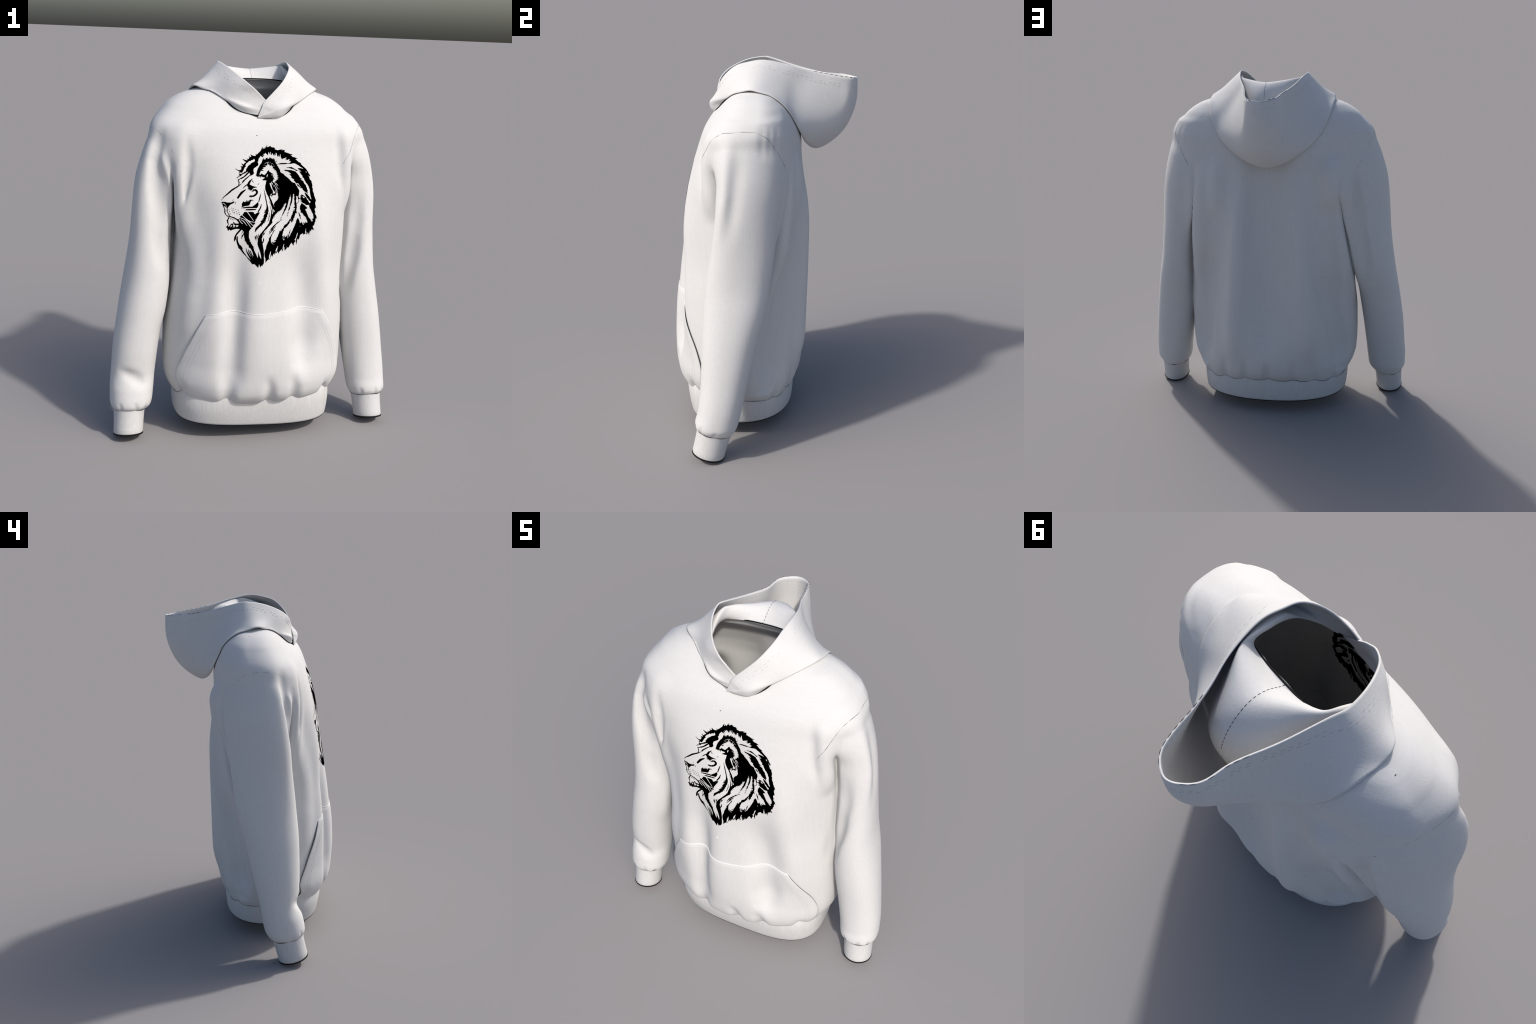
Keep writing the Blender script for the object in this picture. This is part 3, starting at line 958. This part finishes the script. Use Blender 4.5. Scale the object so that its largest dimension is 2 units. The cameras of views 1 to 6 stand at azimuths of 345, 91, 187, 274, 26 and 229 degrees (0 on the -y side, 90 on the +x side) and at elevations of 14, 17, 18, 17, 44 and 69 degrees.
def draw_lion():
    # --- mane rim over the skull
    rim = [(73, 37), (76, 28), (85, 20), (97, 15), (108, 17), (119, 20), (129, 25), (139, 30), (149, 38), (158, 44), (167, 51), (174, 59)]
    hair(rim, [6, 8, 7.5, 8.5, 7.5, 5, 4.5, 7, 6.5, 4.5, 3.5, 1])
    fringe([(76, 26), (86, 17), (97, 11), (109, 14)], 8, 7.5, -25, 2.6)
    fringe([(115, 17), (128, 20), (143, 29), (158, 43)], 9, 8, -22, 2.6)
    fringe([(160, 46), (170, 54), (178, 66)], 4, 7, 5, 2.4)
    fringe([(80, 27), (92, 20), (106, 22), (120, 24), (130, 30)], 11, 5.5, 70, 2.2)
    fringe([(130, 29), (142, 35), (150, 42)], 6, 6, 120, 2.0)
    # --- forelock, tufts blown forwards
    hair([(74, 36), (69, 30), (62, 31), (57, 35), (53, 39), (51, 44)], [6, 5, 4.5, 3.5, 2.5, 1])
    for tip, root in (((45, 33), (55, 38)), ((57, 27), (63, 31)), ((61, 24.5), (70, 29)), ((53, 32), (60, 35)), ((42, 41), (49, 47)), ((41, 47), (47, 50)), ((30, 52), (43, 58)), ((72, 21), (73, 30))):
        hair([tip, ((tip[0] + root[0]) / 2, (tip[1] + root[1]) / 2 + .8), root], [.2, 2.2, 4.5])
    hair([(48, 45), (46, 51), (43, 56), (38, 61)], [2, 5, 5, 1])
    patch([(64, 42), (72, 37), (77, 43), (72, 49), (66, 54), (68, 62), (62, 66), (58, 60), (52, 56), (54, 50)])
    fringe([(55, 50), (64, 42), (70, 40)], 5, 5, 175, 1.8)
    fringe([(76, 44), (71, 50), (66, 55)], 4, 5, 150, 1.2, ink=False)
    hair([(55, 57), (44, 63), (40, 66), (31, 72)], [3, 2.4, 2, .3])
    hair([(57, 60), (47, 69), (41, 72), (36, 75)], [3.2, 2.2, 2, 1])
    hair([(36, 74), (38, 80), (37, 86)], [1.4, 1.8, 1.2])
    hair([(62, 64), (52, 72), (46, 78), (44.5, 81)], [1.6, 2, 2.6, 1])
    hair([(40, 63), (36, 66)], [1.6, .3])
    # --- brow, bridge and nose
    hair([(43, 82), (35, 88), (24, 95), (14, 104), (8, 109), (4, 115)], [.8, 2.4, 3, 2.4, 1.4, .3])
    patch([(3.5, 119.6), (8, 118.8), (16, 120), (22, 120), (28.5, 117.3), (27, 121), (21, 124), (16, 130.5), (13, 130), (8, 125.5)])
    hair([(6.5, 121), (10, 123.5), (13.5, 128)], [.8, 1.8, .6], ink=False)
    hair([(15, 129), (14.8, 137), (18, 144), (20, 147.5), (27, 150), (33, 153), (38, 157)], [1.4, 1.2, 1.4, 1.8, 1.8, 2.6, 3])
    hair([(6, 123), (10, 134), (10.5, 141), (14, 146), (18, 148.5)], [1.6, 1.6, 1.7, 1.3, 1.2])
    hair([(18.5, 147.5), (16.5, 153), (12, 159)], [2, 2, .4])
    hair([(16.5, 152), (15.5, 158), (17, 161)], [1.4, 2.6, .4])
    hair([(25, 115.5), (28, 113)], [1, .4]); hair([(30, 118.5), (30.8, 122)], [.8, 1])
    # --- muzzle dots
    for i, (x, y) in enumerate([(18, 133.6), (23, 130.5), (26.3, 131.5), (31, 133.3), (36, 134.6)]):
        for row in range(3):
            hair([(x + 1.1 * row + i * .2, y + 4.3 * row), (x + 1.6 * row + .6, y + 4.3 * row + .8)], [1.1, .9], smooth=False)
    # --- eye and face stripes
    patch([(58, 77), (65.5, 72.5), (61, 79), (59.5, 84), (66, 87.5), (75, 90), (66, 91), (62, 93.5), (57, 91), (54, 85)])
    fringe([(56, 92), (61, 94), (66, 92)], 5, 3, 60, 1.2)
    hair([(54.5, 84), (49, 88), (46, 91.5)], [2, 1.6, .6])
    hair([(65, 77), (67, 80)], [1.2, .5]); hair([(76, 85), (79, 82)], [.9, .4])
    hair([(51, 94.5), (43, 100.5), (36, 110)], [1.6, 4.6, 3.6])
    hair([(64, 98), (71, 95), (74.5, 100), (71, 105), (65, 107.5), (58, 107)], [1.2, 3.4, 4, 3.4, 2.6, .6])
    fringe([(59, 107), (66, 107), (73, 103)], 5, 3.2, 110, 1.2)
    hair([(82.5, 103), (80, 112), (78, 119)], [.8, 2.2, 1.4])
    patch([(43.6, 128.5), (46, 121), (53.5, 119.5), (61, 117.5), (60.4, 122), (58, 125.5), (50, 127)])
    fringe([(45, 122), (53, 119.5), (62, 117)], 8, 4, -60, 1.6)
    hair([(60, 118), (64, 115), (67, 116.5)], [2.2, 1.4, .3])
    patch([(76.5, 119.5), (77.5, 125), (75, 130), (67, 129.5), (66, 127.5), (71, 124)])
    hair([(44, 130.8), (55, 129.6), (65, 129.6), (74, 130.4)], [1.6, 2.6, 2.6, 1.2])
    hair([(51, 134.6), (61, 134), (71.5, 134)], [2, 2.8, 2])
    hair([(83.5, 124), (81.5, 131), (77, 138)], [1, 2.4, 2.2])
    # --- open mouth corner, jaw and throat
    patch([(46, 143.6), (49, 139), (58, 138.6), (66.5, 139), (70.4, 142.8), (76.5, 139.8), (79.6, 141), (73.5, 151), (72, 159), (68, 165), (64, 171), (57, 178),
           (55, 187), (50, 186), (48, 178), (40.5, 172.9), (29, 172.9), (22, 175.7), (18.4, 174), (16.4, 178), (15, 170.5), (12, 169.3), (16, 166), (18, 168.5),
           (30, 170), (36, 168), (38.5, 163), (37, 159), (34, 154), (39, 152), (41, 147)])
    fringe([(17, 169), (24, 170), (34, 169)], 9, 4.5, -95, 1.0)
    hair([(28, 159.5), (29.5, 163), (38, 163.5)], [1.5, 2.6, 3])
    fringe([(20, 163), (27, 164)], 4, 3.5, 80, .7)
    hair([(69, 141), (70, 143)], [2.2, 1.4], ink=False)
    for w in ([(50, 133), (58, 143), (67, 156)], [(44, 145), (52, 152), (60, 157.5), (72, 159.5)], [(40, 150), (50, 154), (56, 161), (63, 171)],
              [(52, 153), (60, 160), (67, 167)], [(42, 154), (48, 158), (54, 166)], [(38, 152), (41, 158), (45, 162)], [(45, 131), (49, 135), (51, 137.5)]):
        hair(w, [1.5, 1.9, 1.3], ink=False)
    fringe([(73, 153), (66, 169), (58, 178)], 8, 5, -35, 1.1, ink=False)
    # --- beard strands under the jaw
    hair([(42, 173.5), (34, 183), (30.5, 190), (28.8, 198)], [3, 2.6, 3.2, .3])
    hair([(33, 188), (31, 193), (29, 197)], [.4, 3, 1])
    hair([(34.5, 188), (35.5, 199.5), (39.5, 208.5), (44.7, 216.7), (52, 226), (60, 235.5), (65, 241)], [1.6, 2.8, 4.8, 2.4, 1.6, 2.2, 3.2])
    hair([(42, 208), (46, 213)], [3, .3])
    for a in ([(47, 176), (44, 181), (41, 187)], [(49, 178), (47, 184), (44, 191)], [(51, 180), (49.5, 187), (48.5, 194)], [(45, 185), (44, 190), (44, 193)]):
        hair(a, [1.6, 1, .2])
    hair([(53, 174), (53, 187), (56, 198), (62.5, 208), (66, 216.6), (69.4, 226), (71.7, 235)], [11, 8.5, 5.5, 5, 4.6, 6, 8])
    fringe([(50, 186), (53, 198), (61, 209)], 6, 5, 24, 1.5)
    fringe([(57, 190), (61, 200), (67, 211)], 4, 5, 168, 1.4)
    hair([(52, 209), (54.5, 219), (60, 229), (66, 237)], [.5, 2, 3.4, 7])
    hair([(56.5, 214), (60, 223), (65, 232)], [.4, 1.6, 3]); hair([(60, 216), (63.5, 224), (68, 231)], [.4, 1.2, 3])
    patch([(60, 234), (67, 228.5), (71, 224), (74.5, 230), (76, 222), (79, 229), (81, 238), (86, 229), (87, 234), (85, 238), (82.5, 245), (81, 243), (79, 247.5), (76.5, 241), (74.5, 248), (66, 240)], rounded=False)
    hair([(75.5, 217), (76.5, 225), (79, 233)], [.4, 2, 4])
    # --- strand running from the ear down to the beard tip
    hair([(112, 140), (104, 157), (95, 168), (86, 178), (80, 189), (79.5, 201), (82, 212), (84, 226), (83, 239)], [4, 6, 3, 3, 6, 9.5, 8, 5.6, 6])
    hair([(92, 176.5), (86, 184), (82, 191)], [.4, 1.4, 1.2]); hair([(86, 190), (86.5, 194), (85, 199)], [.5, 2, 2])
    hair([(73, 184), (71.5, 190), (72, 197)], [.4, 1.6, .3]); hair([(77.5, 182), (75.5, 187), (75, 192)], [.4, 1.6, .3]); hair([(69.8, 187), (69.6, 195)], [1.2, .3])
    # --- cheek fur
    hair([(89, 95), (91.5, 107), (95, 125), (95.6, 134), (92, 147), (86.5, 159), (78, 167), (73, 172), (69.5, 179)], [.4, 1.6, 1.8, 4.6, 4.8, 4.2, 4.2, 4, .3])
    fringe([(97, 132), (94, 146), (88, 159), (78, 168)], 8, 4, -30, 1.4)
    fringe([(92, 135), (88, 150), (80, 164)], 6, 4, 28, 1.3)
    hair([(100, 119), (106, 130), (107.5, 146)], [.3, 1.8, .8]); hair([(102, 128), (104, 142), (101, 156)], [.3, 1.7, 1.8]); hair([(100, 141), (99, 149), (96, 158)], [.3, 1.3, .6])
    # --- ear: dark arch, shadow inside
    hair([(76, 64), (80, 54), (86, 43), (92, 38), (99, 36), (106, 39), (112, 46), (117, 57)], [6, 8, 6, 5.5, 7, 7, 5, 8])
    fringe([(84, 42), (92, 36), (102, 35), (113, 40)], 11, 5, -52, 1.8)
    fringe([(84, 56), (90, 46), (99, 42), (108, 48), (113, 58)], 12, 4, 62, 1.6)
    fringe([(72, 66), (80, 67), (86, 66)], 5, 4, 55, 1.6)
    patch([(82, 62.5), (90, 66), (94, 62.5), (98, 56.5), (101, 62), (104, 67), (105.5, 74), (101, 82), (96, 88), (93, 82), (94, 77), (86, 76), (91, 71), (85, 69)])
    fringe([(100, 60), (105, 67), (106, 75), (102, 81)], 8, 4, -45, 1.4)
    fringe([(92, 75), (87, 75.5)], 3, 3, 20, 1.2)
    hair([(96, 66), (95, 70)], [2.6, 1.2], ink=False)
    hair([(112, 44.5), (125, 42.5), (138, 42), (150, 40)], [1, 2.2, 1.8, 3])
    # --- the great dark hollow of the mane
    patch([(110, 46), (116, 52), (122, 60), (130, 66), (137, 72), (143, 79), (149, 81), (152, 86), (156, 92), (158, 98), (156, 107), (150, 106), (144, 100), (141, 107),
           (136, 112), (132, 122), (127, 131), (122.5, 136.5), (114, 142), (106, 155), (98, 164), (100, 155), (104, 146), (111, 137), (109.5, 126), (113, 119), (117, 114),
           (119, 105), (119.5, 95), (117, 87), (110, 81), (118, 75), (117.5, 65), (113, 57)])
    fringe([(113, 55), (118, 65), (118, 76), (111, 81)], 9, 4, 115, 1.5)
    patch([(92, 86), (96, 80), (100, 83), (104, 93), (107.5, 99), (103, 104), (101, 109), (105, 118), (108, 126), (111.5, 137), (109, 136), (104, 124), (99, 111), (95, 103), (92, 95)])
    hair([(108, 82), (113, 92), (117, 101), (119, 112)], [3, 5, 4, 2])
    for w in ([(102, 82), (105, 90), (107.5, 98)], [(110, 87), (115, 97), (118, 113)], [(111.5, 81), (116.5, 86.5), (119.5, 95)]):
        hair(w, [1, 1.8, .3], ink=False)
    fringe([(104, 108), (108, 103), (113, 106)], 4, 5, -80, 1.3)
    fringe([(115, 118), (112, 122), (109, 127)], 4, 5, -140, 1.2)
    fringe([(131, 124), (124, 135), (113, 144), (104, 158)], 9, 6, 165, 1.1, ink=False)
    for w in ([(128, 62), (134, 64), (138, 65.5)], [(127, 60), (131, 60), (136, 59)], [(135, 69), (140, 71), (145, 72)], [(140, 74), (146, 77), (151, 79)]):
        hair(w, [.6, 2.2, .4], ink=False)
    for w in ([(141, 103), (138, 116), (132, 130), (125, 142)], [(147, 101), (147, 116), (143, 134), (138, 148)], [(121, 139), (115, 148), (108, 158)], [(117, 142), (111, 150), (105, 159)]):
        hair(w, [.4, 2.6, 2.6, 1], ink=False)
    # --- swept locks behind the hollow
    hair([(129, 55.5), (142, 58.5), (149, 65), (154, 73), (158, 79), (164, 86), (170, 95), (174, 101)], [1.5, 6.5, 12, 12, 10, 9, 6, .5])
    fringe([(146, 58), (154, 67), (161, 76), (169, 86), (173, 97)], 10, 6, -14, 2.2)
    fringe([(140, 63), (147, 72), (154, 82), (161, 92)], 8, 5, 165, 1.8)
    for w in ([(151, 81), (156, 83), (160, 89)], [(154, 88), (159, 91), (164, 96)], [(160, 97), (168, 104), (176, 117)]):
        hair(w, [.5, 2.2, .4], ink=False)
    hair([(133, 50.5), (143, 51), (154.5, 56.5)], [.5, 3.2, .5])
    hair([(156, 52), (163, 55), (168.5, 63), (174, 74), (178.5, 83), (180, 93), (183, 106), (186, 116)], [1, 6.5, 9, 9.5, 8, 3.5, 5.5, 7.5])
    fringe([(166, 55), (174, 66), (181, 81), (183, 96), (188, 114)], 9, 7.5, -4, 2.4)
    fringe([(160, 58), (168, 70), (174, 82)], 6, 5, 160, 1.6)
    hair([(169, 100), (176, 110), (182, 118)], [2.5, 4.5, 3]); hair([(162, 103), (170, 110), (178, 122)], [.5, 1.2, 1.6])
    patch([(162, 103), (165, 110.5), (172, 112), (178, 123), (171.5, 124), (167.7, 121.5), (162, 118)])
    fringe([(163, 105), (161, 112), (162, 118)], 4, 4, 60, 1.2)
    # --- right border and the heavy lower mane
    hair([(186, 114), (183, 124), (181.5, 132), (186, 142), (187, 152), (184, 162)], [8, 11, 8, 6, 5.5, 7])
    fringe([(187, 112), (187, 124), (186, 136), (188, 146), (187, 156)], 8, 7, -22, 2.8)
    patch([(162, 121), (168.5, 125), (173, 130.5), (169.5, 133), (174.6, 143), (181, 153), (183, 158), (186, 160), (184.5, 167), (180.5, 175), (176, 175), (170, 177.5), (162, 182.5), (151, 192),
           (143, 199), (136, 203), (127, 207), (120, 211), (110, 214.5), (105, 220), (97, 227), (90, 230), (86, 226), (89, 215), (93, 202), (96, 193), (102, 184),
           (110, 172), (103, 185), (101, 193), (102, 202), (108, 202), (113, 190), (119, 180), (125, 171), (132, 165), (127, 174), (124.5, 181), (124, 191),
           (127, 195), (132, 186), (135.5, 191), (141, 181), (148.6, 166.6), (154.5, 150), (158.5, 158), (159, 169), (162.3, 157), (165, 165), (170, 160.5), (173.5, 159), (171.5, 150.5), (164, 141), (158.5, 132)])
    fringe([(184, 167), (176, 176), (165, 181)], 6, 5.5, -70, 2.4)
    fringe([(158, 186), (144, 198), (128, 207), (112, 214), (98, 226), (89, 231)], 13, 8.5, -48, 3.2)
    for w in ([(154.5, 180), (152.5, 187), (150, 194)], [(114.8, 206), (113, 211), (111, 216)], [(100.4, 216), (99, 222), (97, 230)], [(87, 220), (87.5, 227), (88, 236)], [(171, 172), (170.5, 178), (171, 184)], [(127, 202), (126, 206), (125, 212)]):
        hair(w, [.5, 2.2, 2.6], ink=False)
    fringe([(102, 200), (108, 201), (113, 192)], 5, 7, -120, 1.3)
    fringe([(125, 190), (131, 188), (137, 190)], 5, 7, -95, 1.4)
    fringe([(159, 166), (165, 165), (172, 158)], 5, 6, -100, 1.3)
    fringe([(88, 216), (92, 203), (97, 192)], 4, 6, 178, 1.2, ink=False)
    hair([(176, 126), (181, 138), (185, 147), (183, 156), (177, 147), (171, 134)], [1.5, 2.6, 1.2, .6, 2.4, 1], ink=False)
    # --- long strands of the lower mane
    hair([(150, 103), (150, 118), (151, 132), (148, 141), (144.5, 150), (142.5, 160)], [4, 3.6, 3, 5.2, 4.8, .4])
    fringe([(152, 128), (149, 141), (145, 153)], 6, 5, -20, 1.3); fringe([(149, 128), (145, 142), (142, 154)], 5, 5, 20, 1.2)
    hair([(155, 106), (157, 116), (153, 122)], [1, 1.8, .3])
    hair([(144, 99), (143, 115), (139, 130), (134, 147)], [3.4, 2.6, 1.6, .4])
    hair([(137, 110), (133, 127), (128, 139), (121, 153)], [3, 3.4, 1.6, .4])
    hair([(125, 153), (112, 163), (103, 172), (98, 179)], [.4, 2, 1.8, .4]); hair([(112, 166), (104, 175), (97, 184)], [.6, 1.8, .4])
    hair([(140, 152), (136, 161), (129, 168)], [.4, 3.4, 4]); fringe([(139, 156), (133, 166)], 4, 6, 30, 1.3)
    hair([(122, 172), (119, 178), (117, 184)], [.4, 1.6, 2]); hair([(141, 172), (138, 180), (136, 186)], [.4, 1.6, 2])
    hair([(157, 140), (159, 146), (160, 153)], [.6, 2, .3]); hair([(160, 135), (162, 141)], [.8, .3])

    # --- more weight in forelock, chin and behind the ear
    hair([(66, 33), (60, 34), (56, 38)], [3, 4.5, 2]); hair([(50, 42), (47, 47), (45, 54)], [3, 4, 4])
    patch([(60, 47), (69, 42), (75, 40), (76, 46), (68, 52), (66, 58), (60, 60), (55, 55)])
    hair([(15, 160), (17, 163), (15, 167)], [.5, 1.2, 1.6]); hair([(15.5, 170), (17, 173), (16.5, 178)], [3, 3, .3])
    hair([(105, 84), (109, 94), (113, 101)], [1.5, 4, .4]); hair([(99, 84), (101, 92), (103, 101)], [3, 5, 3])
    hair([(113, 84), (117, 90), (119, 99)], [1, 2, 1])
    fringe([(20, 152), (30, 154)], 4, 2.2, 60, .5)


def rough_edges():
    """Break every inked edge into fine hair: ripples that run outwards from the face."""
    global INK
    dx, dy = IU - 70.0, IV - 118.0
    phi, rad = np.arctan2(dy, dx), np.hypot(dx, dy)
    lattice = ink_rng.uniform(-1, 1, (400, 64))
    amount = 0

    def ripple(fa, fr):
        a, r = (phi + np.pi) * fa + rad * 0.02 * fa * 0.1, rad * fr
        i, j = np.floor(a).astype(int), np.floor(r).astype(int)
        s, t = a - i, r - j
        s, t = s * s * (3 - 2 * s), t * t * (3 - 2 * t)
        g = lambda p, q: lattice[(i + p) % 400, (j + q) % 64]
        return (g(0, 0) * (1 - s) + g(1, 0) * s) * (1 - t) + (g(0, 1) * (1 - s) + g(1, 1) * s) * t

    mane = 0.35 + 0.65 * smooth01(rad, 35, 75)
    INK = INK - 0.08 + mane * (0.50 * ripple(34, .10) + 0.25 * ripple(61, .12))


draw_lion()
rough_edges()


def print_on_cloth(lift, ink_only):
    """Lay the inked part of the sheet on the chest."""
    nu, nv = IU.shape
    x = -0.235 + 0.002485 * IU - 1.249e-4 * IV + 7.88e-7 * IU ** 2 + 1.73e-7 * IU * IV + 4.3e-7 * IV ** 2
    z = 1.602 + 8.2e-5 * IU - 0.002381 * IV - 3.09e-7 * IU ** 2 - 4.13e-7 * IU * IV - 4.4e-7 * IV ** 2
    # depth of the chest by sliding each point along y onto the cloth, coarse first
    cu, cv = slice(0, nu, 4), slice(0, nv, 4)
    C = front_of_body(x[cu, cv], z[cu, cv]).reshape(x[cu, cv].shape + (3,))
    yi = np.stack([np.interp(np.arange(nu), np.arange(0, nu, 4), C[:, k, 1]) for k in range(C.shape[1])], 1)
    y = np.stack([np.interp(np.arange(nv), np.arange(0, nv, 4), yi[k]) for k in range(nu)], 0)
    P = np.stack([x, y, z], -1).reshape(-1, 3)
    for _ in range(2):
        g = gradient(F, P, 0.010)
        P[:, 1] -= np.clip(sample(F, P) / np.minimum(g[:, 1], -0.3), -0.01, 0.01)
    i, j = np.meshgrid(np.arange(nu - 1), np.arange(nv - 1), indexing="ij")
    a, b, c, d = (i * nv + j).ravel(), ((i + 1) * nv + j).ravel(), ((i + 1) * nv + j + 1).ravel(), (i * nv + j + 1).ravel()
    T = np.vstack([np.stack([a, b, c], 1), np.stack([a, c, d], 1)])
    Pv, Pt = clip_mesh(P, T, INK.ravel(), -1)
    n = gradient(F, Pv, 0.010)
    return Pv + lift * n, Pt, n


Pv, Pt, Pn = print_on_cloth(0.0009, True)
PRINT = make("lion_print", Pv, Pt, M_INK, parent=torso, normals=Pn)
make("print_strike_through", Pv - 0.0022 * Pn, Pt[:, ::-1], M_INK, parent=torso, normals=-Pn)
